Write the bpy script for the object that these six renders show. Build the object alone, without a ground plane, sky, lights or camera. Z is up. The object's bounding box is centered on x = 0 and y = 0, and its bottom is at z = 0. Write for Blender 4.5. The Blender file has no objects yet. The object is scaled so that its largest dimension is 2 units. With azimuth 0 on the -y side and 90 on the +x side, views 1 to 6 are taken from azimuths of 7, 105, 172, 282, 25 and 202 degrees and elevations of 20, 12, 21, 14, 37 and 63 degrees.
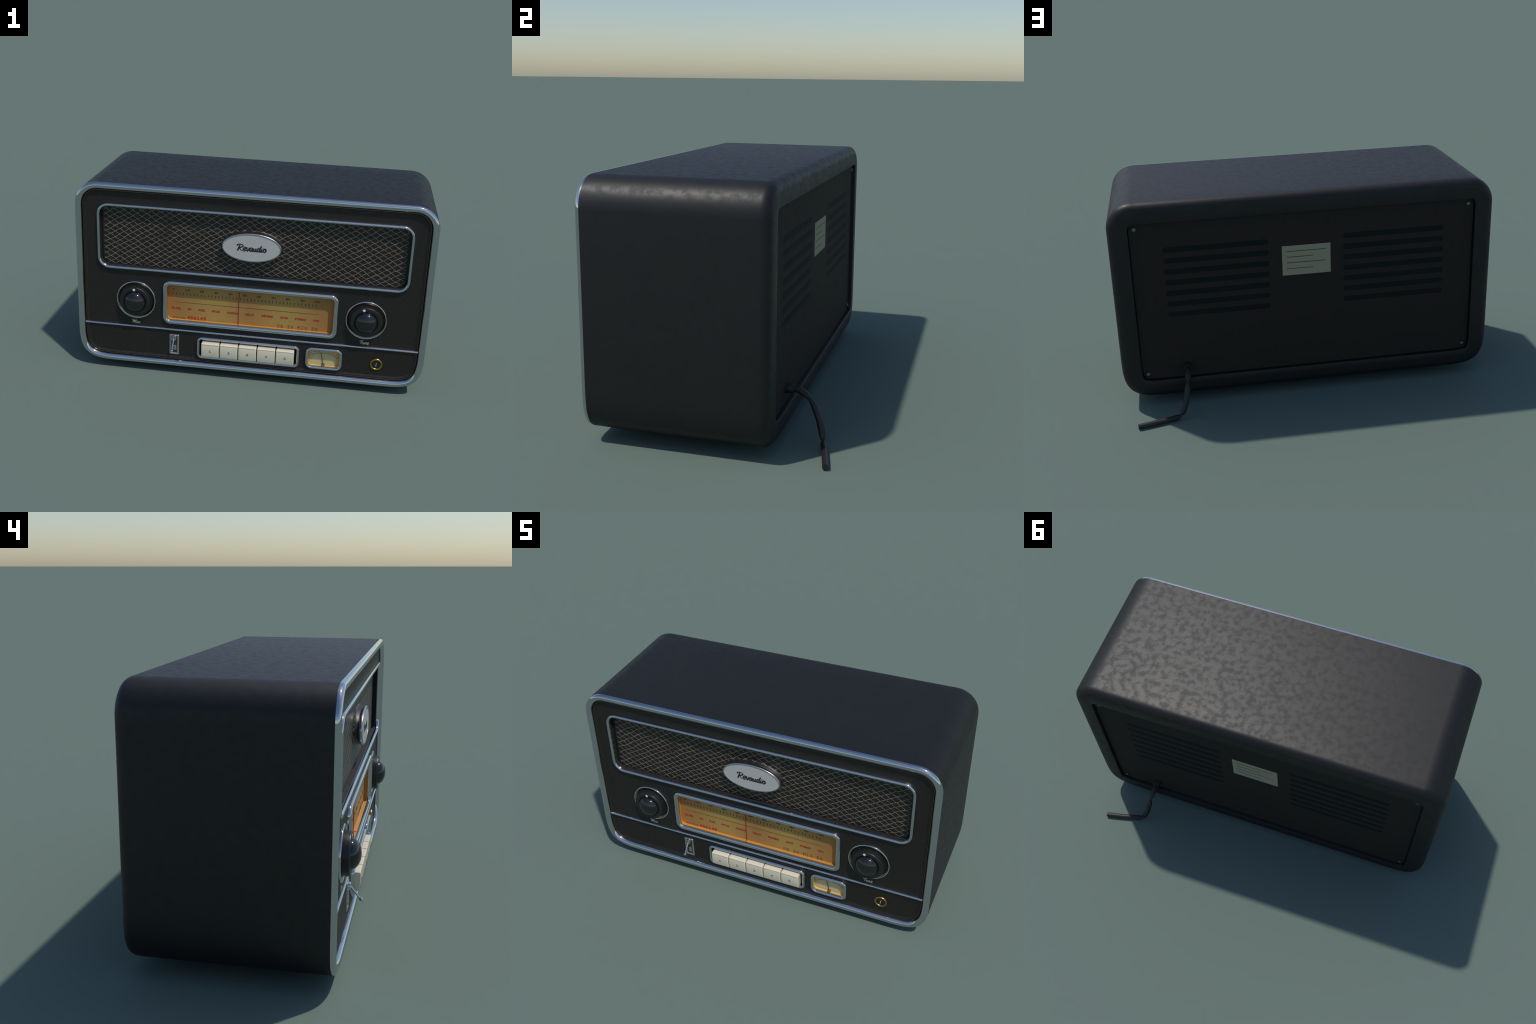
import bpy, bmesh, math, random
from mathutils import Vector
random.seed(7)

# ------------------------------------------------------------------ basics
ROOT = bpy.data.objects.new("table_radio", None)
ROOT["label"] = "black vintage table radio, chrome trim, amber dial"
ROOT["category"] = "radio"
bpy.context.scene.collection.objects.link(ROOT)

LEATHER_Y = -0.466          # face of the front panel
CLOTH_Y = -0.4435           # speaker cloth
BACK_Y = 0.2960              # face of the back panel


def add(name, mesh, mat=None, parent=None):
    ob = bpy.data.objects.new(name, mesh)
    bpy.context.scene.collection.objects.link(ob)
    ob.parent = parent or ROOT
    if mat:
        mesh.materials.clear()
        mesh.materials.append(mat)
    return ob


def finish(mesh, angle=35, recalc=True):
    """Shade smooth, keeping edges sharper than the angle."""
    bm = bmesh.new()
    bm.from_mesh(mesh)
    bmesh.ops.remove_doubles(bm, verts=bm.verts, dist=1e-6)
    bmesh.ops.dissolve_degenerate(bm, dist=1e-7, edges=bm.edges)
    if recalc:
        bmesh.ops.recalc_face_normals(bm, faces=bm.faces)
    lim = math.radians(angle)
    for f in bm.faces:
        f.smooth = True
    for e in bm.edges:
        if len(e.link_faces) == 2:
            e.smooth = e.calc_face_angle(0) < lim
    bm.to_mesh(mesh)
    bm.free()
    return mesh


def from_data(name, verts, faces, angle=35, recalc=True):
    me = bpy.data.meshes.new(name)
    me.from_pydata([tuple(v) for v in verts], [], faces)
    me.validate()
    return finish(me, angle, recalc)


def loft(name, rows, cap_start=False, cap_end=False, angle=35, close_rows=False, recalc=True):
    """Skin through closed loops that all have the same number of points."""
    n = len(rows[0])
    verts = [p for r in rows for p in r]
    faces = []
    k = len(rows)
    for i in range(k if close_rows else k - 1):
        a, b = i * n, ((i + 1) % k) * n
        for j in range(n):
            faces.append((a + j, a + (j + 1) % n, b + (j + 1) % n, b + j))
    if cap_start:
        faces.append(tuple(range(n))[::-1])
    if cap_end:
        faces.append(tuple(range((k - 1) * n, k * n)))
    return from_data(name, verts, faces, angle, recalc)


def revolve(name, profile, cx, cz, seg=64, cap=True, angle=35, sx=1.0, sz=1.0):
    """Turn a profile of (radius, y) round an axis along y."""
    rows = []
    for r, y in profile:
        rows.append([(cx + sx * r * math.cos(2 * math.pi * j / seg), y, cz + sz * r * math.sin(2 * math.pi * j / seg)) for j in range(seg)])
    return loft(name, rows, cap_start=False, cap_end=cap, angle=angle)


def round_rect(x0, x1, z0, z1, r, seg=8):
    pts = []
    r = max(r, 1e-4)
    for cx, cz, a0 in ((x1 - r, z1 - r, 0), (x0 + r, z1 - r, 90), (x0 + r, z0 + r, 180), (x1 - r, z0 + r, 270)):
        for i in range(seg + 1):
            a = math.radians(a0 + 90 * i / seg)
            pts.append((cx + r * math.cos(a), cz + r * math.sin(a)))
    return pts


def rect_frame(name, x0, x1, z0, z1, r, profile, seg=8, angle=40):
    """Moulding swept round a rounded rectangle; profile is (inset, y)."""
    rows = []
    for d, y in profile:
        rows.append([(x, y, z) for x, z in round_rect(x0 + d, x1 - d, z0 + d, z1 - d, max(r - d, 0.004), seg)])
    return loft(name, rows, angle=angle)


def plate(name, outlines, y_front, y_back, angle=35):
    """Flat board with holes: first outline is the edge, the others are holes."""
    cu = bpy.data.curves.new(name, "CURVE")
    cu.dimensions = "2D"
    cu.fill_mode = "BOTH"
    cu.extrude = abs(y_back - y_front) / 2
    for pts in outlines:
        sp = cu.splines.new("POLY")
        sp.points.add(len(pts) - 1)
        for p, (x, z) in zip(sp.points, pts):
            p.co = (x, z, 0, 1)
        sp.use_cyclic_u = True
    return curve_mesh(name, cu, (y_front + y_back) / 2, angle)


def curve_mesh(name, cu, y, angle=35, fit=None, facing=-1):
    tmp = bpy.data.objects.new("tmp_curve", cu)
    bpy.context.scene.collection.objects.link(tmp)
    bpy.context.view_layer.update()
    dg = bpy.context.evaluated_depsgraph_get()
    me = bpy.data.meshes.new_from_object(tmp.evaluated_get(dg))
    me.name = name
    bpy.data.objects.remove(tmp)
    bpy.data.curves.remove(cu)
    co = [v.co.copy() for v in me.vertices]
    if fit:
        x0, x1, z0, z1 = fit
        lx, hx = min(c.x for c in co), max(c.x for c in co)
        lz, hz = min(c.y for c in co), max(c.y for c in co)
        for c in co:
            c.x = x0 + (c.x - lx) * (x1 - x0) / (hx - lx)
            c.y = z0 + (c.y - lz) * (z1 - z0) / (hz - lz)
    for v, c in zip(me.vertices, co):
        v.co = (c.x, y - c.z, c.y)
    me.materials.clear()
    return finish(me, angle)


def lettering(name, body, x0, x1, z0, z1, y, depth=0.0007, bold=0.0, spacing=1.0):
    """Raised letters set into a given box on the front."""
    cu = bpy.data.curves.new(name, "FONT")
    cu.body = body
    cu.size = 1
    cu.extrude = depth / 2
    cu.offset = bold
    cu.space_character = spacing
    cu.resolution_u = 3
    return curve_mesh(name, cu, y, fit=(x0, x1, z0, z1))


def join(name, meshes, mat=None):
    bm = bmesh.new()
    for m in meshes:
        bm.from_mesh(m)
        bpy.data.meshes.remove(m)
    me = bpy.data.meshes.new(name)
    bm.to_mesh(me)
    bm.free()
    return me


def box(name, x0, x1, y0, y1, z0, z1, bevel=0.0, seg=2):
    bm = bmesh.new()
    bmesh.ops.create_cube(bm, size=1)
    for v in bm.verts:
        v.co = Vector(((x0 + x1) / 2 + v.co.x * (x1 - x0), (y0 + y1) / 2 + v.co.y * (y1 - y0), (z0 + z1) / 2 + v.co.z * (z1 - z0)))
    if bevel:
        bmesh.ops.bevel(bm, geom=list(bm.edges), offset=bevel, segments=seg, profile=0.5, affect="EDGES")
    me = bpy.data.meshes.new(name)
    bm.to_mesh(me)
    bm.free()
    return finish(me, 40)


def tube(name, path, radii, seg=12, cap=True, angle=40):
    """Round bar along a path; radii are (across, along the bend) pairs or numbers."""
    rows = []
    up = Vector((0, 0, 1))
    side = None
    for i, p in enumerate(path):
        a, b = path[max(i - 1, 0)], path[min(i + 1, len(path) - 1)]
        t = (Vector(b) - Vector(a)).normalized()
        if side is None:
            side = t.cross(up).normalized()
        else:
            side = (side - t * side.dot(t)).normalized()
        nrm = side.cross(t)
        r = radii[i]
        ra, rb = r if isinstance(r, tuple) else (r, r)
        rows.append([tuple(Vector(p) + side * ra * math.cos(2 * math.pi * j / seg) + nrm * rb * math.sin(2 * math.pi * j / seg)) for j in range(seg)])
    return loft(name, rows, cap, cap, angle)


def spline(pts, per=8):
    """Catmull-Rom through hand-placed points."""
    P = [Vector(p) for p in pts]
    P = [2 * P[0] - P[1]] + P + [2 * P[-1] - P[-2]]
    out = []
    for i in range(1, len(P) - 2):
        for k in range(per):
            t = k / per
            a, b, c, d = P[i - 1], P[i], P[i + 1], P[i + 2]
            out.append(0.5 * ((2 * b) + (c - a) * t + (2 * a - 5 * b + 4 * c - d) * t * t + (3 * b - a - 3 * c + d) * t ** 3))
    out.append(P[-2])
    return out


# --------------------------------------------------------------- materials
def nodes(name):
    m = bpy.data.materials.new(name)
    m.use_nodes = True
    nt = m.node_tree
    return m, nt, nt.nodes["Principled BSDF"]


class G:
    """Small helper for wiring node trees."""
    def __init__(self, nt):
        self.nt = nt

    def n(self, kind, **kw):
        nd = self.nt.nodes.new(kind)
        for k, v in kw.items():
            setattr(nd, k, v)
        return nd

    def link(self, a, b):
        self.nt.links.new(a, b)

    def put(self, sock, v):
        if hasattr(v, "is_output"):
            self.link(v, sock)
        else:
            sock.default_value = v

    def math(self, op, a, b=0.0, c=None, clamp=False):
        nd = self.n("ShaderNodeMath", operation=op, use_clamp=clamp)
        self.put(nd.inputs[0], a)
        self.put(nd.inputs[1], b)
        if c is not None:
            self.put(nd.inputs[2], c)
        return nd.outputs[0]

    def obj(self):
        return self.n("ShaderNodeTexCoord").outputs["Object"]

    def xyz(self, v):
        nd = self.n("ShaderNodeSeparateXYZ")
        self.link(v, nd.inputs[0])
        return nd.outputs

    def noise(self, vec, scale, detail=3, rough=0.5, col=False):
        nd = self.n("ShaderNodeTexNoise")
        self.put(nd.inputs["Vector"], vec)
        nd.inputs["Scale"].default_value = scale
        nd.inputs["Detail"].default_value = detail
        nd.inputs["Roughness"].default_value = rough
        return nd.outputs["Color" if col else "Fac"]

    def ramp(self, fac, stops, mode="LINEAR"):
        nd = self.n("ShaderNodeValToRGB")
        nd.color_ramp.interpolation = mode
        els = nd.color_ramp.elements
        while len(els) < len(stops):
            els.new(0.5)
        for e, (p, c) in zip(els, stops):
            e.position = p
            e.color = (*c, 1) if isinstance(c, tuple) else (c, c, c, 1)
        self.put(nd.inputs[0], fac)
        return nd.outputs[0]

    def mix(self, fac, a, b):
        nd = self.n("ShaderNodeMix", data_type="RGBA")
        self.put(nd.inputs[0], fac)
        self.put(nd.inputs[6], (*a, 1) if isinstance(a, tuple) else a)
        self.put(nd.inputs[7], (*b, 1) if isinstance(b, tuple) else b)
        return nd.outputs[2]

    def maprange(self, v, a, b, c, d, smooth=False):
        nd = self.n("ShaderNodeMapRange", interpolation_type="SMOOTHSTEP" if smooth else "LINEAR")
        self.put(nd.inputs[0], v)
        for i, x in enumerate((a, b, c, d)):
            nd.inputs[1 + i].default_value = x
        return nd.outputs[0]

    def bump(self, height, strength, dist):
        nd = self.n("ShaderNodeBump")
        nd.inputs["Strength"].default_value = strength
        nd.inputs["Distance"].default_value = dist
        self.link(height, nd.inputs["Height"])
        return nd.outputs[0]


def plain(name, col, rough=0.5, metal=0.0, spec=0.5, vary=0.06, scale=40, coat=0.0):
    """One colour with a faint uneven grain."""
    m, nt, b = nodes(name)
    g = G(nt)
    nz = g.noise(g.obj(), scale, 4)
    lo = tuple(c * (1 - vary) for c in col)
    hi = tuple(min(1, c * (1 + vary)) for c in col)
    g.link(g.mix(nz, lo, hi), b.inputs["Base Color"])
    g.link(g.maprange(nz, 0.3, 0.7, max(rough * 0.92, 0.0), rough * 1.08), b.inputs["Roughness"])
    b.inputs["Metallic"].default_value = metal
    b.inputs["Specular IOR Level"].default_value = spec
    b.inputs["Coat Weight"].default_value = coat
    return m


def cabinet_material():
    """Black vinyl wrap: soft sheen broken by rougher, duller blotches."""
    m, nt, b = nodes("black_vinyl")
    g = G(nt)
    o = g.obj()
    blot = g.noise(o, 30, 3, 0.48)
    fine = g.noise(o, 120, 3, 0.55)
    broad = g.noise(o, 7, 2)
    spots = g.math("ADD", g.maprange(blot, 0.30, 0.62, 1, 0, True), g.math("MULTIPLY", g.maprange(fine, 0.35, 0.60, 1, 0, True), 0.12), clamp=True)
    g.link(g.mix(broad, (0.0080, 0.0078, 0.0077), (0.0120, 0.0115, 0.0111)), b.inputs["Base Color"])
    g.link(g.math("MULTIPLY_ADD", spots, 0.085, 0.468), b.inputs["Roughness"])
    g.link(g.math("MULTIPLY_ADD", spots, -0.02, 0.45), b.inputs["Specular IOR Level"])
    g.link(g.bump(blot, 0.015, 0.006), b.inputs["Normal"])
    return m


def leather_material():
    m, nt, b = nodes("black_leather")
    g = G(nt)
    o = g.obj()
    v = g.n("ShaderNodeTexVoronoi", feature="DISTANCE_TO_EDGE")
    g.link(o, v.inputs["Vector"])
    v.inputs["Scale"].default_value = 95
    nz = g.noise(o, 150, 4, 0.6)
    crease = g.maprange(v.outputs["Distance"], 0.0, 0.12, 0, 1, True)
    h = g.math("ADD", g.math("MULTIPLY", crease, 0.6), g.math("MULTIPLY", nz, 0.7))
    tone = g.maprange(nz, 0.45, 0.72, 0, 1)
    g.link(g.mix(tone, (0.0105, 0.0098, 0.0090), (0.031, 0.0225, 0.0158)), b.inputs["Base Color"])
    b.inputs["Roughness"].default_value = 0.52
    b.inputs["Specular IOR Level"].default_value = 0.42
    g.link(g.bump(h, 0.36, 0.0025), b.inputs["Normal"])
    return m


def cloth_material():
    """Black speaker cloth woven with a wobbly rhombic lattice of tan thread."""
    m, nt, b = nodes("speaker_cloth")
    g = G(nt)
    o = g.obj()
    wob = g.noise(o, 16, 2, col=True)
    wob2 = g.noise(o, 55, 2, col=True)
    ws, ws2 = g.n("ShaderNodeSeparateColor"), g.n("ShaderNodeSeparateColor")
    g.link(wob, ws.inputs[0])
    g.link(wob2, ws2.inputs[0])
    x, y, z = g.xyz(o)
    dx = g.math("ADD", g.math("MULTIPLY_ADD", ws.outputs[0], 0.020, -0.010), g.math("MULTIPLY_ADD", ws2.outputs[0], 0.007, -0.0035))
    dz = g.math("ADD", g.math("MULTIPLY_ADD", ws.outputs[1], 0.014, -0.007), g.math("MULTIPLY_ADD", ws2.outputs[1], 0.006, -0.003))
    xs = g.math("DIVIDE", g.math("ADD", x, dx), 0.0526)
    zs = g.math("DIVIDE", g.math("ADD", z, dz), 0.0327)
    lines = []
    for sgn, ph in ((1, 0.12), (-1, 0.59)):
        u = g.math("ADD", g.math("MULTIPLY_ADD", zs, sgn, xs), ph)
        f = g.math("ABSOLUTE", g.math("SUBTRACT", g.math("FRACT", u), 0.5))
        lines.append(g.maprange(g.math("SUBTRACT", 0.5, f), 0.028, 0.080, 1, 0, True))
    line = g.math("MAXIMUM", lines[0], lines[1])
    # frayed places where the thread is thin or missing
    fray = g.maprange(g.noise(o, 210, 3, 0.6), 0.38, 0.54, 0.18, 1)
    gaps = g.maprange(g.noise(o, 7, 2), 0.30, 0.40, 0.55, 1)
    line = g.math("MULTIPLY", g.math("MULTIPLY", line, fray), gaps, clamp=True)
    # loose flecks between the threads
    vo = g.n("ShaderNodeTexVoronoi")
    g.link(o, vo.inputs["Vector"])
    vo.inputs["Scale"].default_value = 150
    fleck = g.math("MULTIPLY", g.maprange(vo.outputs["Distance"], 0.10, 0.26, 1, 0), g.maprange(g.noise(o, 60, 2), 0.48, 0.62, 0, 0.38), clamp=True)
    # plain selvedge round the rim of the window
    ex = g.maprange(g.math("ABSOLUTE", x), 0.838, 0.850, 1, 0, True)
    ez = g.maprange(g.math("ABSOLUTE", g.math("SUBTRACT", z, 0.820)), 0.171, 0.175, 1, 0)
    pat = g.math("MULTIPLY", g.math("MAXIMUM", line, fleck), g.math("MULTIPLY", ex, ez))
    # lattice darkened up the boss sides to draw the badge's shadow
    pat = g.math("MULTIPLY", pat, g.maprange(y, -0.452, -0.4465, 0.10, 1))
    tan = g.mix(g.noise(o, 90, 2), (0.26, 0.19, 0.135), (0.36, 0.285, 0.205))
    g.link(g.mix(pat, (0.0125, 0.0115, 0.0110), tan), b.inputs["Base Color"])
    b.inputs["Roughness"].default_value = 0.42
    b.inputs["Specular IOR Level"].default_value = 0.45
    g.link(g.bump(pat, 0.25, 0.0015), b.inputs["Normal"])
    return m


def glow_material(name, x0, x1, z0, z1, mid, rim, reach):
    """Meter card: pale in the middle, orange toward its rim."""
    m, nt, b = nodes(name)
    g = G(nt)
    o = g.obj()
    x, y, z = g.xyz(o)
    cx, cz = (x0 + x1) / 2, (z0 + z1) / 2
    ex = g.math("SUBTRACT", (x1 - x0) / 2, g.math("ABSOLUTE", g.math("SUBTRACT", x, cx)))
    ez = g.math("SUBTRACT", (z1 - z0) / 2, g.math("ABSOLUTE", g.math("SUBTRACT", z, cz)))
    ex = g.maprange(ex, 0, reach[0], 0, 1, True)
    ez = g.maprange(ez, -0.01, reach[1], 0, 1, True)
    f = g.math("MULTIPLY", ex, ez)
    f = g.math("ADD", f, g.math("MULTIPLY_ADD", g.noise(o, 9, 2), 0.3, -0.15), clamp=True)
    g.link(g.mix(f, rim, mid), b.inputs["Base Color"])
    b.inputs["Roughness"].default_value = 0.55
    return m


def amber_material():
    """Dial card: brown-amber, lamp glow painted in as two paler pools, orange along the rim."""
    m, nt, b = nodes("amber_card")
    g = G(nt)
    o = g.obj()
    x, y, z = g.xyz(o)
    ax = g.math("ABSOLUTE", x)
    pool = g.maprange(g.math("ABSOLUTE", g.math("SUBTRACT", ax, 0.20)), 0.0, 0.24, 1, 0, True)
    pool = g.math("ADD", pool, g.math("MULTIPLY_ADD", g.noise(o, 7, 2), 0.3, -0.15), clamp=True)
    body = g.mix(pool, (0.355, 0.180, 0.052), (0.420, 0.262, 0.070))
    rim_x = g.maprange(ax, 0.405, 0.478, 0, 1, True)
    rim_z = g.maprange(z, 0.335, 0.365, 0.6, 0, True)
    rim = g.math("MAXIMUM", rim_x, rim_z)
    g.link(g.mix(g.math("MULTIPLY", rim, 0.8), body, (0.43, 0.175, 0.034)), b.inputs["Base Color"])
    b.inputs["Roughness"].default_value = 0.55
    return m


CABINET = cabinet_material()
LEATHER = leather_material()
CLOTH = cloth_material()
CHROME = plain("chrome", (0.60, 0.62, 0.65), 0.05, 1.0, vary=0.03, scale=25)
BLACK_PLASTIC = plain("black_plastic", (0.014, 0.0145, 0.015), 0.36, vary=0.1)
GLOSS_BLACK = plain("polished_black", (0.0085, 0.009, 0.0105), 0.08, spec=0.75, vary=0.05)
SHADOW_BLACK = plain("matt_black", (0.010, 0.010, 0.010), 0.75)
IVORY = plain("ivory_plastic", (0.76, 0.69, 0.535), 0.17, spec=0.7, vary=0.03, scale=12)
BROWN_LINE = plain("brown_line", (0.34, 0.17, 0.09), 0.5)
SILVER = plain("brushed_silver", (0.49, 0.485, 0.475), 0.5, 0.0, vary=0.02, scale=200)
SATIN = plain("satin_chrome", (0.50, 0.505, 0.515), 0.24, 1.0, vary=0.03)
DISH = plain("reflection_tinted_dish", (0.42, 0.31, 0.215), 0.16, 1.0, vary=0.15, scale=60)  # metal tinted brown to give the warm reflection inside the knob bezels
INK = plain("black_ink", (0.018, 0.018, 0.017), 0.6)
FADED_INK = plain("faded_ink", (0.050, 0.036, 0.016), 0.6)
BROWN_INK = plain("brown_ink", (0.13, 0.055, 0.018), 0.6)
KEY_INK = plain("key_ink", (0.17, 0.12, 0.085), 0.5)
RED_INK = plain("red_ink", (0.40, 0.016, 0.012), 0.55)
NEEDLE_RED = plain("needle_red", (0.36, 0.015, 0.022), 0.4)
CREAM_INK = plain("cream_ink", (0.56, 0.51, 0.36), 0.55)
WHITE_DOT = plain("white_paint", (0.74, 0.75, 0.70), 0.45)
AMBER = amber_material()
AMBER_WALL = plain("amber_wall", (0.55, 0.255, 0.055), 0.5, vary=0.08, scale=14)
CREAM_CARD = glow_material("cream_card", 0.348, 0.527, 0.132, 0.232, (0.57, 0.50, 0.265), (0.58, 0.36, 0.095), (0.035, 0.024))
CREAM_WALL = plain("cream_wall", (0.70, 0.48, 0.19), 0.5, vary=0.06, scale=20)
BRASS = plain("brass", (0.50, 0.33, 0.09), 0.3, 1.0, vary=0.08, scale=60)
BRONZE = plain("bronze", (0.24, 0.14, 0.05), 0.42, 0.5, vary=0.15, scale=90)
BACK_BOARD = plain("back_board", (0.0330, 0.0275, 0.0230), 0.7, spec=0.12, vary=0.12, scale=30)
SLOT_DARK = plain("slot_dark", (0.0125, 0.0148, 0.0155), 0.7, spec=0.12)
PAPER = plain("label_paper", (0.36, 0.335, 0.230), 0.8, spec=0.2, vary=0.02)
RUBBER = plain("black_rubber", (0.017, 0.0165, 0.017), 0.5, vary=0.1)
SCREW_STEEL = plain("dark_screw_steel", (0.15, 0.165, 0.185), 0.36, 0.9)
STEEL = plain("dull_steel", (0.55, 0.56, 0.58), 0.25, 0.9)
DARK_STEEL = plain("worn_nickel", (0.52, 0.49, 0.46), 0.30, 0.9, vary=0.12, scale=60)

# ------------------------------------------------------- cabinet silhouette
TOP, BOTTOM, SIDE = 1.1297, 0.045, 1.0
R_TOP, A_BOT, N_BOT = 0.133, 0.25, 3.7


def cabinet_outline(d=0.0, top_seg=12, bot_seg=24, top=TOP, r_top=R_TOP):
    """Closed outline, inset by d: round upper corners, squarish lower ones that
    run to a point when inset further than their bend allows."""
    right = []
    for i in range(top_seg + 1):                      # top right: top -> side
        a = math.radians(90 - 90 * i / top_seg)
        r = r_top - d
        right.append((SIDE - r_top + r * math.cos(a), top - r_top + r * math.sin(a)))
    cx, cz, e = SIDE - A_BOT, BOTTOM + A_BOT, 2 / N_BOT
    corner = []
    for i in range(bot_seg + 1):                      # bottom right: side -> bottom
        t = math.radians(90 * i / bot_seg)
        c, s = math.cos(t), math.sin(t)
        u, v = max(c, 1e-9) ** e, max(s, 1e-9) ** e   # quarter superellipse
        nu, nv = u ** (N_BOT - 1), v ** (N_BOT - 1)
        L = math.hypot(nu, nv)
        p = A_BOT * u - d * nu / L
        q = A_BOT * v - d * nv / L
        corner.append((p, q))
    half = bot_seg // 2
    fixed = []
    for i, (p, q) in enumerate(corner):               # clip at the diagonal
        if (i < half and q > p) or (i > half and p > q):
            p = q = None
        fixed.append((p, q))
    good = [p for p, q in fixed if p is not None and abs(p - q) < 0.06]
    tip = corner[half][0]
    if any(p is None for p, q in fixed):
        below = [(p, q) for i, (p, q) in enumerate(fixed) if p is not None and i < half][-1]
        nxt = corner[fixed.index(below) + 1]
        k = (below[0] - below[1]) / ((below[0] - below[1]) - (nxt[0] - nxt[1]))
        tip = below[0] + k * (nxt[0] - below[0])
        fixed[half] = (None, None)
    for p, q in fixed:
        if p is None:
            p = q = tip
        right.append((cx + p, cz - q))
    left = [(-x, z) for x, z in reversed(right)]
    return right + left


def outline_rows(profile, **kw):
    return [[(x, y, z) for x, z in cabinet_outline(d, **kw)] for d, y in profile]


# -------------------------------------------------------------- the cabinet
RB = 0.046
prof = [(0.0350, -0.468), (0.0008, -0.4685), (0.0004, -0.40), (0.0004, -0.2), (0.0004, 0.0), (0.0004, 0.15)]
for i in range(9):
    a = math.radians(90 * i / 8)
    prof.append((0.0004 + RB * (1 - math.cos(a)), 0.3138 - RB + RB * math.sin(a)))
prof += [(0.075, 0.3138), (0.1025, 0.3138), (0.1040, 0.3130), (0.1045, 0.311), (0.1045, 0.275), (0.150, 0.274)]
add("cabinet", loft("cabinet", outline_rows(prof), angle=50), CABINET)

trim = [(0.0018, -0.4675), (0.0014, -0.4725), (0.0018, -0.4775), (0.0040, -0.4822), (0.0080, -0.4860), (0.0130, -0.4888), (0.0190, -0.4900),
        (0.0250, -0.4890), (0.0305, -0.4865), (0.0350, -0.4825), (0.0380, -0.4780), (0.0396, -0.4730), (0.0400, -0.4690), (0.0405, -0.4672)]
add("front_trim", loft("front_trim", outline_rows(trim), angle=60), CHROME)
inner = [(0.0412, -0.4650), (0.0420, -0.4695), (0.0434, -0.4718), (0.0450, -0.4722), (0.0464, -0.4712), (0.0472, -0.4680)]
add("reflection_bead", loft("reflection_bead", outline_rows(inner), angle=60), plain("brown_reflection_tint", (0.21, 0.155, 0.11), 0.18, 1.0, vary=0.12, scale=60))  # thin bead modelled for the tan reflected line inside the chrome
roll = [(0.0458, -0.4640), (0.0464, -0.4690), (0.0474, -0.4708), (0.0484, -0.4714), (0.0500, -0.4712), (0.0540, -0.4698), (0.0580, -0.4678), (0.0630, -0.4655)]
add("panel_edge", loft("panel_edge", outline_rows(roll), angle=60), LEATHER)

# --------------------------------------------------- front panel and windows
GRILLE = (-0.8765, 0.8765, 0.6270, 1.0125, 0.068)
DIAL = (-0.5005, 0.5005, 0.3125, 0.5795, 0.046)
KEYS = (-0.2985, 0.2985, 0.1105, 0.2475, 0.031)
METER = (0.3325, 0.5435, 0.1150, 0.2490, 0.036)


def window(w, d, seg=8):
    return round_rect(w[0] + d, w[1] - d, w[2] + d, w[3] - d, w[4] - d, seg)


panel = plate("front_panel", [cabinet_outline(0.0500), window(GRILLE, 0.012), window(DIAL, 0.016), window(KEYS, 0.012), window(METER, 0.010)], LEATHER_Y, LEATHER_Y + 0.006)
add("front_panel", panel, LEATHER)


def moulding(w):
    """Half-round bead with a fine foot; profile of (inset, y)."""
    p = [(-0.0012, -0.4655), (-0.0010, -0.4675)]
    for i in range(13):
        a = math.pi * i / 12
        p.append((-0.0008 + (w + 0.0008) / 2 * (1 - math.cos(a)), -0.4690 - 0.0140 * math.sin(a) ** 0.85))
    p += [(w, -0.4650)]
    return p


def frame(name, w, width, parent):
    return add(name, rect_frame(name, *w, moulding(width)), CHROME, parent)


def well(name, w, d, y_back, mat, parent):
    """Inner side walls of a sunk window."""
    rows = [[(x, y, z) for x, z in window(w, d)] for y in (-0.4715, y_back)]
    rows.append([(x, y_back + 0.001, z) for x, z in window(w, d - 0.006)])
    rows.append([(x, -0.4660, z) for x, z in window(w, d - 0.006)])
    return add(name, loft(name, rows, angle=30), mat, parent)


# speaker grille: cloth stretched over an oval boss that carries the badge
BADGE = (0.0, 0.820, 0.1665, 0.0838)


def cloth_y(x, z):
    rho = math.hypot((x - BADGE[0]) / BADGE[2], (z - BADGE[1]) / BADGE[3])
    t = min(max((1.09 - rho) / 0.14, 0), 1)
    t = t ** 2.2
    belly = 0.0015 * (1 - (x / 0.87) ** 2) * (1 - ((z - 0.82) / 0.19) ** 2)
    return CLOTH_Y - 0.0250 * t - belly


xs = [-0.872 + 1.744 * i / 400 for i in range(401)]
zs = [0.632 + 0.376 * j / 130 for j in range(131)]
verts = [(x, cloth_y(x, z), z) for z in zs for x in xs]
faces = [(j * 401 + i, j * 401 + i + 1, (j + 1) * 401 + i + 1, (j + 1) * 401 + i) for j in range(130) for i in range(400)]
grille = add("speaker_grille", from_data("speaker_grille", verts, faces, 80, recalc=False), CLOTH)
frame("grille_frame", GRILLE, 0.0185, grille)
well("grille_well", GRILLE, 0.0165, CLOTH_Y + 0.003, SHADOW_BLACK, grille)

bx, bz, ba, bb = BADGE


def oval(d, y, seg=96):
    return [(bx + (ba - d) * math.cos(2 * math.pi * j / seg), y, bz + (bb - d) * math.sin(2 * math.pi * j / seg)) for j in range(seg)]


rim_prof = [(d, y - 0.0065) for d, y in ((0.006, -0.4600), (0.0012, -0.4610), (0.0, -0.4630), (0.0, -0.4735), (0.0010, -0.4760), (0.0026, -0.4776), (0.0046, -0.4785), (0.0066, -0.4788), (0.0070, -0.4786), (0.0071, -0.4755), (0.0071, -0.465))]
badge = add("badge", loft("badge", [oval(*p) for p in rim_prof], angle=50), SATIN)
add("badge_face", loft("badge_face", [oval(0.0069, -0.4720), oval(0.0069, -0.4822), oval(0.0074, -0.4826)], cap_end=True), SILVER, badge)


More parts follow.
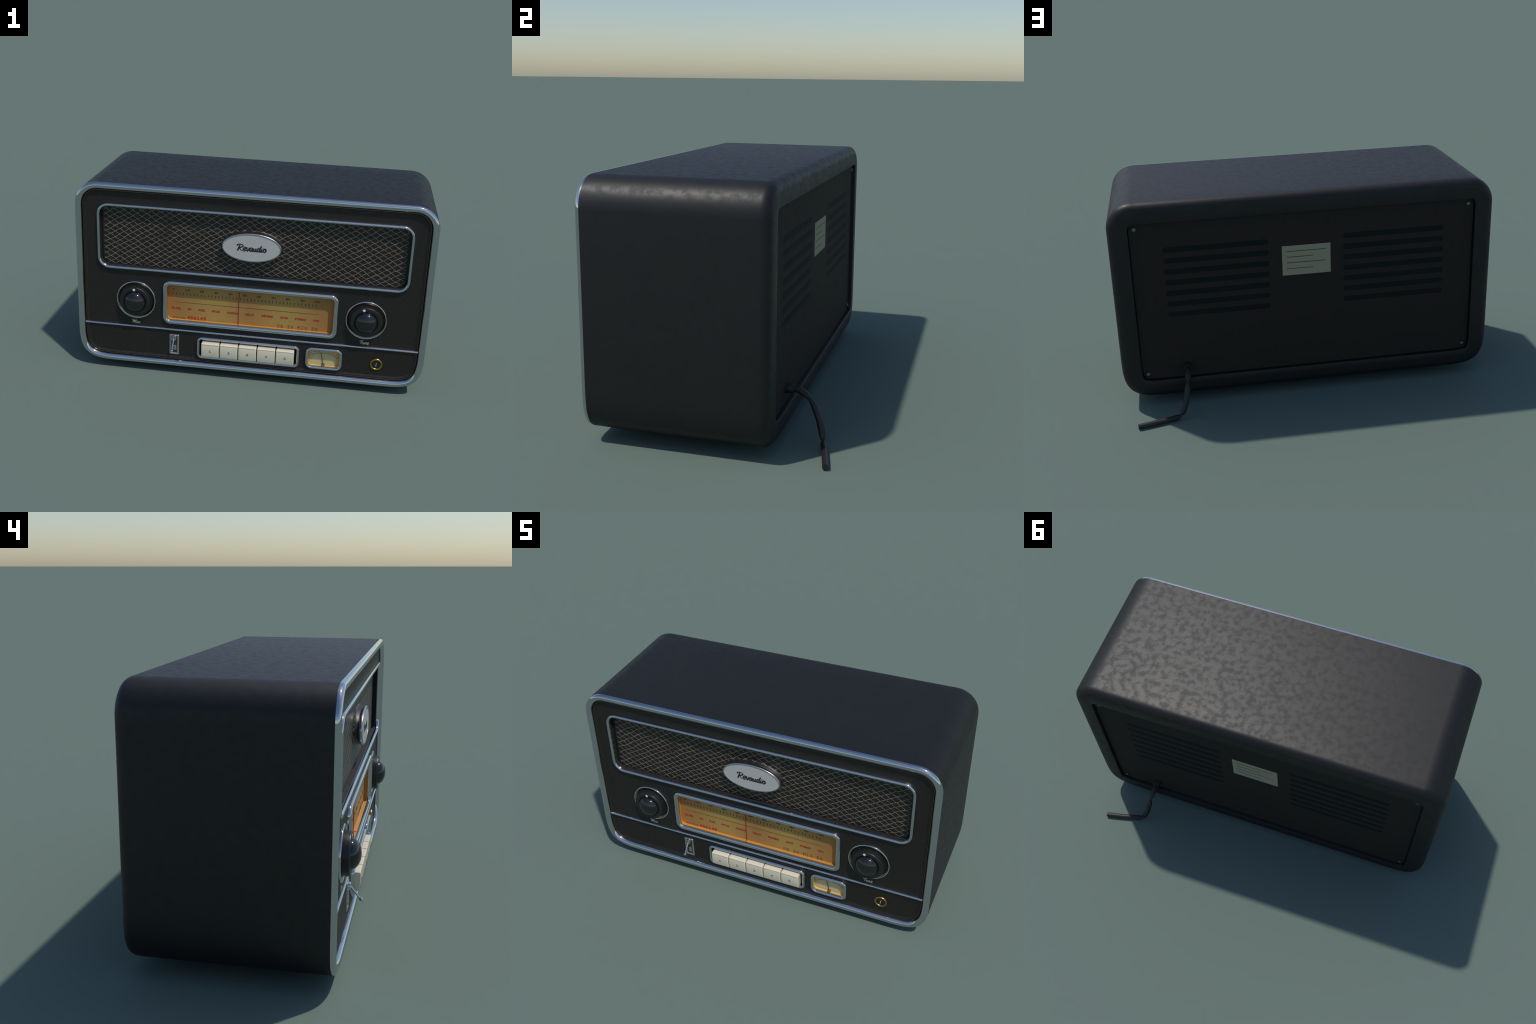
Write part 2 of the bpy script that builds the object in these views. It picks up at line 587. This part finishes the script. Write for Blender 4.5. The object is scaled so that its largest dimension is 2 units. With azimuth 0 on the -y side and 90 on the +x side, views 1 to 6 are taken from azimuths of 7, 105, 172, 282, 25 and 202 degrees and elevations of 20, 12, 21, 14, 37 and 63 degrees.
# ------------------------------------------------------- brush-script letters
# strokes in a unit box (x height 0.45, capital height 1); slant is built in
SCRIPT = {
    "R": (0.78, [[(0.06, 0.74), (0.02, 0.84), (0.16, 0.97), (0.46, 1.02), (0.74, 0.96), (0.82, 0.80), (0.66, 0.62), (0.34, 0.50), (0.16, 0.46)],
                 [(0.40, 0.92), (0.26, 0.52), (0.10, 0.10), (0.02, 0.00)],
                 [(0.30, 0.48), (0.44, 0.26), (0.60, 0.08), (0.74, -0.02)]]),
    "e": (0.46, [[(0.03, 0.20), (0.24, 0.22), (0.44, 0.34), (0.40, 0.48), (0.24, 0.44), (0.08, 0.24), (0.08, 0.05), (0.22, 0.00), (0.48, 0.16)]]),
    "v": (0.46, [[(0.02, 0.40), (0.12, 0.45), (0.14, 0.30), (0.12, 0.08), (0.20, 0.02), (0.38, 0.22), (0.44, 0.42), (0.50, 0.38)]]),
    "a": (0.52, [[(0.44, 0.42), (0.28, 0.45), (0.10, 0.28), (0.06, 0.08), (0.16, 0.02), (0.32, 0.16), (0.46, 0.44)],
                 [(0.46, 0.44), (0.36, 0.14), (0.40, 0.02), (0.54, 0.14)]]),
    "u": (0.52, [[(0.12, 0.44), (0.04, 0.14), (0.10, 0.02), (0.24, 0.10), (0.42, 0.44)],
                 [(0.42, 0.44), (0.34, 0.12), (0.40, 0.02), (0.54, 0.14)]]),
    "n": (0.52, [[(0.14, 0.44), (0.02, 0.02)], [(0.06, 0.18), (0.24, 0.42), (0.38, 0.42), (0.32, 0.14), (0.38, 0.02), (0.54, 0.14)]]),
    "d": (0.54, [[(0.42, 0.40), (0.26, 0.45), (0.08, 0.26), (0.06, 0.06), (0.18, 0.02), (0.34, 0.18), (0.48, 0.50), (0.64, 0.96)],
                 [(0.64, 0.96), (0.46, 0.44), (0.36, 0.10), (0.42, 0.02), (0.56, 0.14)]]),
    "i": (0.30, [[(0.16, 0.44), (0.06, 0.12), (0.10, 0.02), (0.28, 0.14)], [(0.24, 0.62), (0.27, 0.70)]]),
    "o": (0.46, [[(0.30, 0.44), (0.12, 0.36), (0.04, 0.14), (0.14, 0.02), (0.32, 0.08), (0.42, 0.28), (0.34, 0.44), (0.22, 0.40), (0.30, 0.30), (0.50, 0.34)]]),
    "x": (0.48, [[(0.08, 0.42), (0.18, 0.42), (0.28, 0.10), (0.40, 0.03), (0.48, 0.12)], [(0.46, 0.44), (0.26, 0.24), (0.04, 0.02)]]),
    "M": (0.98, [[(0.02, 0.78), (0.14, 0.92), (0.36, 0.94), (0.30, 0.60), (0.14, 0.04)], [(0.20, 0.20), (0.42, 0.66), (0.62, 0.94), (0.54, 0.50), (0.46, 0.12)],
                 [(0.48, 0.24), (0.72, 0.70), (0.92, 0.96), (0.82, 0.50), (0.78, 0.10), (0.86, 0.02), (0.98, 0.12)]]),
    "T": (0.66, [[(0.04, 0.72), (0.08, 0.88), (0.34, 0.92), (0.62, 0.94), (0.88, 1.02)], [(0.52, 0.92), (0.40, 0.50), (0.26, 0.04)]]),
}


def script_word(name, word, x0, x1, z0, z1, y, pen=0.075, lift=0.0008):
    """Brush lettering: each stroke is a low rounded ridge, broad on the downstroke."""
    strokes, heavy, cur = [], [], 0.0
    for ch in word:
        w, ss = SCRIPT[ch]
        for s in ss:
            heavy.append(1.14 if ch.isupper() and word[0] == "R" else 1.0)
            strokes.append([Vector((cur + px, py if ch.isupper() else py * (1.28 if py < 0.6 else 1.05), 0)) for px, py in s])
        cur += w
    allp = [p for s in strokes for p in s]
    lx, hx = min(p.x for p in allp), max(p.x for p in allp)
    lz, hz = min(p.y for p in allp), max(p.y for p in allp)
    fx, fz = (x1 - x0) / (hx - lx), (z1 - z0) / (hz - lz)
    verts, faces = [], []
    for k, s in enumerate(strokes):
        pts = spline(s, 7)
        n = len(pts)
        base = len(verts)
        for i, p in enumerate(pts):
            t = (pts[min(i + 1, n - 1)] - pts[max(i - 1, 0)]).normalized()
            nr = Vector((-t.y, t.x, 0))
            broad = 0.62 + 0.5 * abs(nr.dot(Vector((0.80, -0.60, 0))))
            ends = min(1, 0.55 + 0.45 * min(i, n - 1 - i) / 2.5)
            w = pen * broad * ends * heavy[k]
            for q, h in ((p - nr * w, 0.0), (p - nr * w * 0.6, 0.8), (p, 1.0), (p + nr * w * 0.6, 0.8), (p + nr * w, 0.0)):
                verts.append((x0 + (q.x - lx) * fx, y - h * lift - k * 2e-5, z0 + (q.y - lz) * fz))
        for i in range(n - 1):
            for j in range(4):
                a = base + i * 5 + j
                faces.append((a, a + 1, a + 6, a + 5))
            faces.append((base + i * 5 + 4, base + i * 5, base + i * 5 + 5, base + i * 5 + 9))
        faces.append(tuple(base + j for j in range(5)))
        faces.append(tuple(base + (n - 1) * 5 + j for j in range(5))[::-1])
    return from_data(name, verts, faces, 50)


add("badge_lettering", script_word("badge_lettering", "Revaudio", -0.0795, 0.0835, 0.7985, 0.8375, -0.4823, pen=0.104), INK, badge)

# ----------------------------------------------------------------- the dial
PLATE_Y = -0.4465
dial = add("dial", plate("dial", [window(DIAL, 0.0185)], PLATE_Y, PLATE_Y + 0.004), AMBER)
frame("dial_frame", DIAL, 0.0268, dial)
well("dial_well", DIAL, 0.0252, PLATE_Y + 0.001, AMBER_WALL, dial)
TY = PLATE_Y - 0.0004
marks = []
for k in range(41):
    x = -0.4467 + 0.8211 * k / 40
    marks.append(box("mark", x - 0.0016, x + 0.0016, TY - 0.0004, PLATE_Y + 0.0005, 0.4868, 0.5012))
m = join("scale_marks", marks)
ob = add("scale_marks", m, FADED_INK, dial)
ob["kind"] = "stuff"
for k in range(11):
    c = -0.4430 + 0.8205 * k / 10
    s = str(k * 10)
    hw = 0.0058 * (len(s) if len(s) > 1 else 0.9) + 0.0008
    nm = "scale_number"
    add(nm, lettering(nm, s, c - hw, c + hw, 0.5135, 0.5245, TY, bold=0.022), FADED_INK, dial)
# fine rule that thins out toward both ends
rule = [(-0.4460, 0.4420), (-0.33, 0.4428), (0.28, 0.4430), (0.3960, 0.4422), (0.28, 0.4413), (-0.33, 0.4413)]
add("dial_rule", plate("dial_rule", [rule], TY - 0.0004, PLATE_Y + 0.0005), FADED_INK, dial)
for word, a, c in (("FILTER", -0.4522, -0.3985), ("EQ", -0.3589, -0.3370), ("FUZZ", -0.2971, -0.2580), ("PITCH", -0.2182, -0.1719), ("CHORUS", -0.1306, -0.0650),
                   ("DELAY", -0.0239, 0.0270), ("REVERB", 0.0685, 0.1332), ("GATE", 0.1757, 0.2170), ("STEREO", 0.2580, 0.3228), ("PAN", 0.3638, 0.3955)):
    add("dial_word", lettering("dial_word", word, a, c, 0.3972, 0.4098, TY, bold=0.056, spacing=1.14), RED_INK, dial)
add("dial_word", lettering("dial_word", "STATION", -0.4470, -0.3752, 0.3400, 0.3490, TY, spacing=1.5), FADED_INK, dial)


def bar_glyph(name, kind, x0, x1, z0, z1, t, y):
    """Typewriter 1 and I: a stem on a foot, with a flag or a head bar."""
    cx = (x0 + x1) / 2
    h = t * 0.9
    out = [(x0, z0), (x1, z0), (x1, z0 + h), (cx + t / 2, z0 + h)]
    if kind == "I":
        out += [(cx + t / 2, z1 - h), (x1, z1 - h), (x1, z1), (x0, z1), (x0, z1 - h), (cx - t / 2, z1 - h)]
    else:
        out += [(cx + t / 2, z1), (cx - t / 2, z1), (x0, z1 - 1.7 * t), (x0, z1 - 2.6 * t), (cx - t / 2, z1 - 1.3 * t)]
    out += [(cx - t / 2, z0 + h), (x0, z0 + h)]
    return plate(name, [out], y - 0.00035, y + 0.00035)


for i, s in enumerate("456149"):
    a = -0.3618 + 0.0188 * i
    if s == "1":
        me = bar_glyph("station_digit", "1", a + 0.0015, a + 0.0140, 0.3405, 0.3615, 0.0036, TY)
    else:
        me = lettering("station_digit", s, a, a + 0.0155, 0.3405, 0.3615, TY, bold=0.020)
    add("station_digit", me, RED_INK, dial)
for i, s in enumerate("OS 2X MIX 50"):
    if s == " ":
        continue
    a = 0.1592 + i * 0.01965
    if s == "I":
        me = bar_glyph("readout_letter", "I", a + 0.0020, a + 0.0130, 0.3410, 0.3600, 0.0022, TY)
    else:
        me = lettering("readout_letter", s, a, a + 0.0145, 0.3410, 0.3600, TY)
    add("readout_letter", me, BROWN_INK, dial)
# red pointer: down the card, then forward along the floor of the window
needle = add("dial_needle", join("dial_needle", [
    box("a", -0.0659, -0.0625, PLATE_Y - 0.0032, PLATE_Y - 0.0006, 0.3380, 0.5270),
    box("b", -0.0659, -0.0625, -0.4740, PLATE_Y - 0.0034, 0.3372, 0.3392)]), NEEDLE_RED, dial)
add("needle_tip", revolve("needle_tip", [(0.0042, PLATE_Y - 0.0006), (0.0042, PLATE_Y - 0.0030), (0.003, PLATE_Y - 0.0044), (0.0008, PLATE_Y - 0.005)], -0.0642, 0.5290, 16), NEEDLE_RED, dial)

# ------------------------------------------------------------- divider strip
rows = []
for x in (-0.9585, 0.9585):
    rows.append([(x, -0.4655 - 0.0105 * math.sin(math.pi * i / 10), 0.2764 + 0.0073 * math.cos(math.pi * i / 10)) for i in range(11)])
add("divider_strip", loft("divider_strip", rows, True, True, 50), CHROME)

# -------------------------------------------------------------------- knobs
KZ = 0.4428
ring_prof = [(0.1050, -0.4650), (0.1052, -0.4690)] + [(0.1100 + 0.0048 * math.cos(math.radians(a)), -0.4690 - 0.0048 * math.sin(math.radians(a))) for a in range(180, -1, -20)] + [(0.1150, -0.4655)]
dish_prof = [(0.1058, -0.4712), (0.1030, -0.4700), (0.0990, -0.4678), (0.0950, -0.4652), (0.0880, -0.4605)]
body_prof = [(0.0885, -0.4620), (0.0880, -0.4975), (0.0872, -0.5006), (0.0854, -0.5024), (0.0828, -0.5030), (0.0680, -0.5029), (0.0650, -0.5024), (0.0638, -0.5010), (0.0632, -0.4980)]
dome_prof = []
for i in range(15):
    a = math.radians(90 * i / 15)
    dome_prof.append((0.0628 * math.cos(a), -0.4975 - 0.0425 * math.sin(a)))
dome_prof.append((0.0006, -0.5400))
meshes = None
for kx, dot_x in ((-0.657, -0.0036), (0.657, -0.0165)):
    if meshes is None:
        meshes = [revolve("knob", body_prof, 0, 0, 64, True, 50), revolve("knob_bezel", ring_prof, 0, 0, 72, False, 50), revolve("bezel_dish", dish_prof, 0, 0, 72, False, 50),
                  revolve("knob_dome", dome_prof, 0, 0, 56, True, 60), revolve("knob_mark", [(0.0078, -0.5020), (0.0078, -0.5034), (0.0070, -0.5037)], 0, 0, 20)]
        for me, mt in zip(meshes, (BLACK_PLASTIC, CHROME, DISH, GLOSS_BLACK, WHITE_DOT)):
            me.materials.append(mt)
    knob = add("knob", meshes[0])
    knob.location = (kx, 0, KZ)
    for nm, me in (("knob_bezel", meshes[1]), ("bezel_dish", meshes[2]), ("knob_dome", meshes[3])):
        add(nm, me, None, knob)
    dot = add("knob_mark", meshes[4], None, knob)
    dot.location = (dot_x, 0, 0.0732 - abs(dot_x) * 0.03)
add("knob_lettering", script_word("knob_lettering", "Mix", -0.6835, -0.6350, 0.2945, 0.3135, LEATHER_Y, pen=0.088), CREAM_INK)
add("knob_lettering", script_word("knob_lettering", "Tune", 0.6330, 0.6830, 0.2945, 0.3165, LEATHER_Y, pen=0.092), CREAM_INK)

# -------------------------------------------------------------- push buttons
keys = add("button_bay", plate("button_bay", [window(KEYS, 0.008)], -0.4460, -0.4420), SHADOW_BLACK)
frame("button_frame", KEYS, 0.0180, keys)
well("button_well", KEYS, 0.0165, -0.4440, SHADOW_BLACK, keys)
KW, KP, KB, KT = 0.1030, 0.1082, 0.1320, 0.2210
KEY_FRONT, KEY_BACK = -0.5065, -0.4450


def key_mesh():
    """Piano key: rounded edges, front crowned from top to bottom."""
    ticks = [-1, -0.97, -0.93, -0.87, -0.7, -0.4, 0, 0.4, 0.7, 0.87, 0.93, 0.97, 1]
    hx, hy, hz, r = KW / 2, (KEY_BACK - KEY_FRONT) / 2, (KT - KB) / 2, 0.0052
    cy, cz = (KEY_BACK + KEY_FRONT) / 2, (KT + KB) / 2
    bm = bmesh.new()
    n = len(ticks)
    for axis in range(3):
        for sgn in (-1, 1):
            grid = []
            for i in range(n):
                for j in range(n):
                    p = [0, 0, 0]
                    p[axis], p[(axis + 1) % 3], p[(axis + 2) % 3] = sgn, ticks[i], ticks[j]
                    v = Vector((p[0] * hx, p[1] * hy, p[2] * hz))
                    c = Vector((max(-hx + r, min(hx - r, v.x)), max(-hy + r, min(hy - r, v.y)), max(-hz + r, min(hz - r, v.z))))
                    if (v - c).length > 1e-7:
                        v = c + (v - c).normalized() * r
                    crown = 0.0048 * ((v.z - 0.012) / hz) ** 2 * max(0, -v.y / hy)
                    grid.append(bm.verts.new((v.x, cy + v.y + crown, cz + v.z)))
            for i in range(n - 1):
                for j in range(n - 1):
                    q = [grid[i * n + j], grid[(i + 1) * n + j], grid[(i + 1) * n + j + 1], grid[i * n + j + 1]]
                    bm.faces.new(q if sgn > 0 else q[::-1])
    me = bpy.data.meshes.new("push_button")
    bm.to_mesh(me)
    bm.free()
    me.materials.append(IVORY)
    return finish(me, 60)


km = key_mesh()
line = box("key_line", -KW / 2 + 0.003, KW / 2 - 0.0045, -0.5056, -0.4960, KT - 0.0072, KT - 0.0057)
line.materials.append(BROWN_LINE)
for k in range(5):
    b = add("push_button", km)
    b.location = (0.0006 + (k - 2) * KP, 0, 0)
    add("key_line", line, None, b)
    cx = 0.0012
    if k == 0:
        me = bar_glyph("key_number", "1", cx - 0.0055, cx + 0.0055, 0.1705, 0.1835, 0.0026, KEY_FRONT - 0.0001)
    else:
        me = lettering("key_number", str(k + 1), cx - 0.0068, cx + 0.0068, 0.1705, 0.1835, KEY_FRONT - 0.0001)
    add("key_number", me, KEY_INK, b)

# --------------------------------------------------------------- level meter
MY = -0.4530
meter = add("level_meter", plate("level_meter", [window(METER, 0.012)], MY, MY + 0.004), CREAM_CARD)
frame("meter_frame", METER, 0.0178, meter)
well("meter_well", METER, 0.0162, MY + 0.001, CREAM_WALL, meter)
px, pz = 0.4368, 0.1360


def arc_mark(a, r0, r1, w):
    """Radial tick on the meter scale, angle in degrees from straight up."""
    t = math.radians(a)
    s, c = math.sin(t), math.cos(t)
    return [(px + s * r0 - c * w, pz + c * r0 * 0.74 + s * w), (px + s * r0 + c * w, pz + c * r0 * 0.74 - s * w), (px + s * r1 + c * w, pz + c * r1 * 0.74 - s * w), (px + s * r1 - c * w, pz + c * r1 * 0.74 + s * w)]


def arc_band(a0, a1, r, w):
    up, dn = [], []
    for i in range(17):
        t = math.radians(a0 + (a1 - a0) * i / 16)
        up.append((px + math.sin(t) * (r + w), pz + math.cos(t) * (r + w) * 0.74))
        dn.append((px + math.sin(t) * (r - w), pz + math.cos(t) * (r - w) * 0.74))
    return up + dn[::-1]


blk = [plate("t", [arc_mark(-40 + 5.0 * i, 0.0975, 0.1065, 0.0007)], MY - 0.0007, MY + 0.0005) for i in range(14)]
blk.append(plate("t", [arc_band(-42, 26, 0.0970, 0.0005)], MY - 0.0006, MY + 0.0005))
ob = add("meter_scale", join("meter_scale", blk), FADED_INK, meter)
ob["kind"] = "stuff"
red = [plate("t", [arc_mark(30 + 4.5 * i, 0.0975, 0.1065, 0.0008)], MY - 0.0007, MY + 0.0005) for i in range(6)]
red.append(plate("t", [arc_band(27, 54, 0.0970, 0.0006)], MY - 0.0006, MY + 0.0005))
ob = add("meter_scale", join("meter_scale", red), RED_INK, meter)
ob["kind"] = "stuff"
for s, x, z, mt in (("-20", 0.3835, 0.2145, FADED_INK), ("-10", 0.4035, 0.2180, FADED_INK), ("0", 0.4680, 0.2170, FADED_INK), ("1", 0.4880, 0.2150, RED_INK), ("+3", 0.5080, 0.2080, RED_INK)):
    hw = 0.0022 * len(s)
    add("meter_number", lettering("meter_number", s, x - hw, x + hw, z - 0.003, z + 0.003, MY - 0.0004, bold=0.01), mt, meter)
tip = Vector((0.4190, -0.4565, 0.2150))
root = Vector((px, -0.4575, pz + 0.004))
add("meter_needle", tube("meter_needle", [root, root.lerp(tip, 0.5), tip], [0.0017, 0.0016, 0.0012], 8), plain("needle_brown", (0.07, 0.02, 0.016), 0.45), meter)
add("needle_pivot", revolve("needle_pivot", [(0.0092, MY + 0.001), (0.0092, -0.4630), (0.0085, -0.4650), (0.0070, -0.4658)], px, 0.1365, 28), BRONZE, meter)

# --------------------------------------------------------------- info button
ix, iz = 0.7360, 0.1762
ring = [(0.0365, -0.4650)] + [(0.0305 + 0.0058 * math.cos(math.radians(a)), -0.4668 - 0.0062 * math.sin(math.radians(a))) for a in range(0, 181, 20)] + [(0.0245, -0.4640)]
info = add("info_button", revolve("info_button", [(0.0252, -0.4635), (0.0252, -0.4668), (0.0238, -0.4682)], ix, iz, 40), BLACK_PLASTIC)
add("button_ring", revolve("button_ring", ring, ix, iz, 48, False, 50), BRASS, info)
ivs = [[(-0.003, 0.0035), (0.0005, 0.0052), (-0.0022, -0.0040), (-0.0042, -0.0095), (-0.0015, -0.0098), (0.0010, -0.0070)], [(0.0022, 0.0098), (0.0028, 0.0112)]]
bits = []
for s in ivs:
    pts = [(ix + 0.0008 + a, -0.4682, iz + c) for a, c in s]
    pp = spline(pts, 5)
    bits.append(tube("i", pp, [(0.0013, 0.0013)] * len(pp), 8))
add("button_letter", join("button_letter", bits), CREAM_INK, info)

# ------------------------------------------------------------- toggle switch
sx, sz = -0.4330, 0.1800
sw = add("toggle_switch", rect_frame("toggle_switch", sx - 0.0288, sx + 0.0288, sz - 0.0640, sz + 0.0640, 0.006,
         [(0.0, -0.4650), (0.0, -0.4680), (0.0015, -0.4702), (0.0045, -0.4712), (0.0085, -0.4708), (0.0110, -0.4690), (0.0122, -0.4670)], 5, 50), DARK_STEEL)
add("switch_pocket", plate("switch_pocket", [round_rect(sx - 0.020, sx + 0.020, sz - 0.056, sz + 0.056, 0.005)], -0.4674, -0.4650), plain("pocket_grey", (0.075, 0.068, 0.060), 0.4, 0.6, vary=0.3, scale=70), sw)
step = [box("s", sx - 0.0030, sx + 0.0125, -0.4700, -0.4670, sz - 0.0220, sz - 0.0030, 0.001), box("s", sx - 0.0050, sx + 0.0140, -0.4712, -0.4670, sz - 0.0330, sz - 0.0235, 0.0012)]
add("switch_step", join("switch_step", step), STEEL, sw)
cz = 0.2235
add("switch_collar", revolve("switch_collar", [(0.0165, -0.4670), (0.0165, -0.4795), (0.0155, -0.4810), (0.0065, -0.4810), (0.0060, -0.4780), (0.0055, -0.4740)], sx - 0.002, cz, 32), CHROME, sw)
base, ball = Vector((sx - 0.001, -0.4770, cz - 0.001)), Vector((-0.4338, -0.5243, 0.1672))
lever = add("switch_lever", tube("switch_lever", [base, base.lerp(ball, 0.5), ball], [0.0050, 0.0046, 0.0042], 14), CHROME, sw)
bm = bmesh.new()
bmesh.ops.create_uvsphere(bm, u_segments=20, v_segments=12, radius=0.0088)
for v in bm.verts:
    v.co += ball
me = bpy.data.meshes.new("lever_ball")
bm.to_mesh(me)
bm.free()
add("lever_ball", finish(me, 80), CHROME, sw)

# --------------------------------------------------------------- back panel
SLOT_H, SLOT_Z0, SLOT_P = 0.0275, 0.5180, 0.05945


def slot(x0, x1, zc, h=SLOT_H):
    return round_rect(x0, x1, zc - h / 2, zc + h / 2, h / 2 - 1e-4, 8)


holes = []
for k in range(7):
    for x0, x1 in ((-0.7345, -0.1955), (0.1940, 0.7320)):
        holes.append(slot(x0, x1, SLOT_Z0 + k * SLOT_P))
back = add("back_panel", plate("back_panel", [cabinet_outline(0.1090)] + holes, BACK_Y - 0.008, BACK_Y), BACK_BOARD)
slot_me = {}
for k in range(7):
    for x0, x1 in ((-0.7345, -0.1955), (0.1940, 0.7320)):
        if x0 not in slot_me:
            slot_me[x0] = plate("vent_slot", [slot(x0 + 0.0004, x1 - 0.0004, 0, SLOT_H - 0.0008)], BACK_Y - 0.006, BACK_Y + 0.0007)
            slot_me[x0].materials.append(SLOT_DARK)
        v = add("vent_slot", slot_me[x0], None, back)
        v.location = (0, 0, SLOT_Z0 + k * SLOT_P)

screw_me = None
for x in (-0.8632, 0.8632):
    for z in (0.1828, 0.9950):
        if screw_me is None:
            screw_me = revolve("screw", [(0.0115, BACK_Y - 0.001), (0.0112, BACK_Y + 0.0030), (0.0085, BACK_Y + 0.0052), (0.0045, BACK_Y + 0.0060)], 0, 0, 20, True, 30)
            screw_me.materials.append(SCREW_STEEL)
            cup_me = revolve("screw_cup", [(0.0118, BACK_Y + 0.0003), (0.0122, BACK_Y + 0.0014), (0.0145, BACK_Y + 0.0014), (0.0150, BACK_Y - 0.0005)], 0, 0, 24, False)
            cup_me.materials.append(SHADOW_BLACK)
        s = add("screw", screw_me)
        s.location = (x, 0, z)
        add("screw_cup", cup_me, None, s)

label = add("paper_label", plate("paper_label", [[(-0.1283, 0.6810), (0.1260, 0.6810), (0.1260, 0.8435), (-0.1283, 0.8435)]], BACK_Y - 0.0005, BACK_Y + 0.0006), PAPER)
for z, x0 in ((0.8128, -0.1040), (0.7815, -0.0350), (0.7499, -0.1040), (0.7173, -0.0350)):
    add("label_line", box("label_line", x0, 0.1025, BACK_Y + 0.0004, BACK_Y + 0.0009, z - 0.0021, z + 0.0021), plain("label_grey", (0.085, 0.076, 0.058), 0.6) if z > 0.8 else bpy.data.materials["label_grey"], label)

# -------------------------------------------------------------- power cable
way = [(0.6535, 0.300, 0.2180), (0.6535, 0.336, 0.2175), (0.6545, 0.364, 0.2100), (0.6568, 0.3880, 0.1960), (0.6595, 0.4040, 0.1790), (0.6640, 0.4250, 0.1480), (0.6720, 0.4450, 0.1040),
       (0.6870, 0.4610, 0.0600), (0.7000, 0.4680, 0.0340), (0.7090, 0.4725, 0.0230), (0.7290, 0.4790, 0.0150), (0.7750, 0.4920, 0.0142), (0.8500, 0.5095, 0.0139), (0.9285, 0.5268, 0.0138)]
R = 0.0135
thick = [R, R, R * 1.08, (R * 1.22, R * 0.95), (R * 0.40, R * 0.70), (R * 1.22, R * 1.1), R * 1.08, R * 1.14, (R * 1.12, R * 0.9), (R * 0.36, R * 0.55), (R * 1.1, R * 1.0), R * 1.02, R * 1.03, R * 1.03]
fine, rr = [], []
for i in range(len(way) - 1):
    seg = spline([way[max(i - 1, 0)], way[i], way[i + 1], way[min(i + 2, len(way) - 1)]], 2)[2:4] if 0 < i < len(way) - 2 else [Vector(way[i]).lerp(Vector(way[i + 1]), t / 2) for t in range(2)]
    for t, p in enumerate(seg):
        a, c = thick[i], thick[i + 1]
        a = a if isinstance(a, tuple) else (a, a)
        c = c if isinstance(c, tuple) else (c, c)
        k = t / 2
        fine.append(p)
        rr.append((a[0] * (1 - k) + c[0] * k, a[1] * (1 - k) + c[1] * k))
fine.append(Vector(way[-1]))
rr.append((R, R))
cable = add("power_cable", tube("power_cable", fine, rr, 9, True, 42), RUBBER)
lift = -min((v.co.z for v in cable.data.vertices))
for v in cable.data.vertices:
    if v.co.z < 0.08:
        v.co.z += lift
add("cable_grommet", revolve("cable_grommet", [(0.0205, BACK_Y - 0.002), (0.0200, BACK_Y + 0.030), (0.0188, BACK_Y + 0.0335), (0.0145, BACK_Y + 0.0340), (0.0138, BACK_Y + 0.030)], 0.6535, 0.2175, 32, True, 40), RUBBER, cable)

# -------------------------------------------------------------------- feet
foot_me = None
for fx in (-0.74, 0.74):
    for fy in (-0.322, 0.155):
        if foot_me is None:
            rows = []
            for r, z in ((0.043, 0.052), (0.042, 0.0100), (0.0405, 0.0045), (0.036, 0.0012), (0.020, 0.0004)):
                rows.append([(r * math.cos(2 * math.pi * j / 32), r * math.sin(2 * math.pi * j / 32), z) for j in range(32)])
            foot_me = loft("rubber_foot", rows, False, True)
            foot_me.materials.append(RUBBER)
        f = add("rubber_foot", foot_me)
        f.location = (fx, fy, 0)
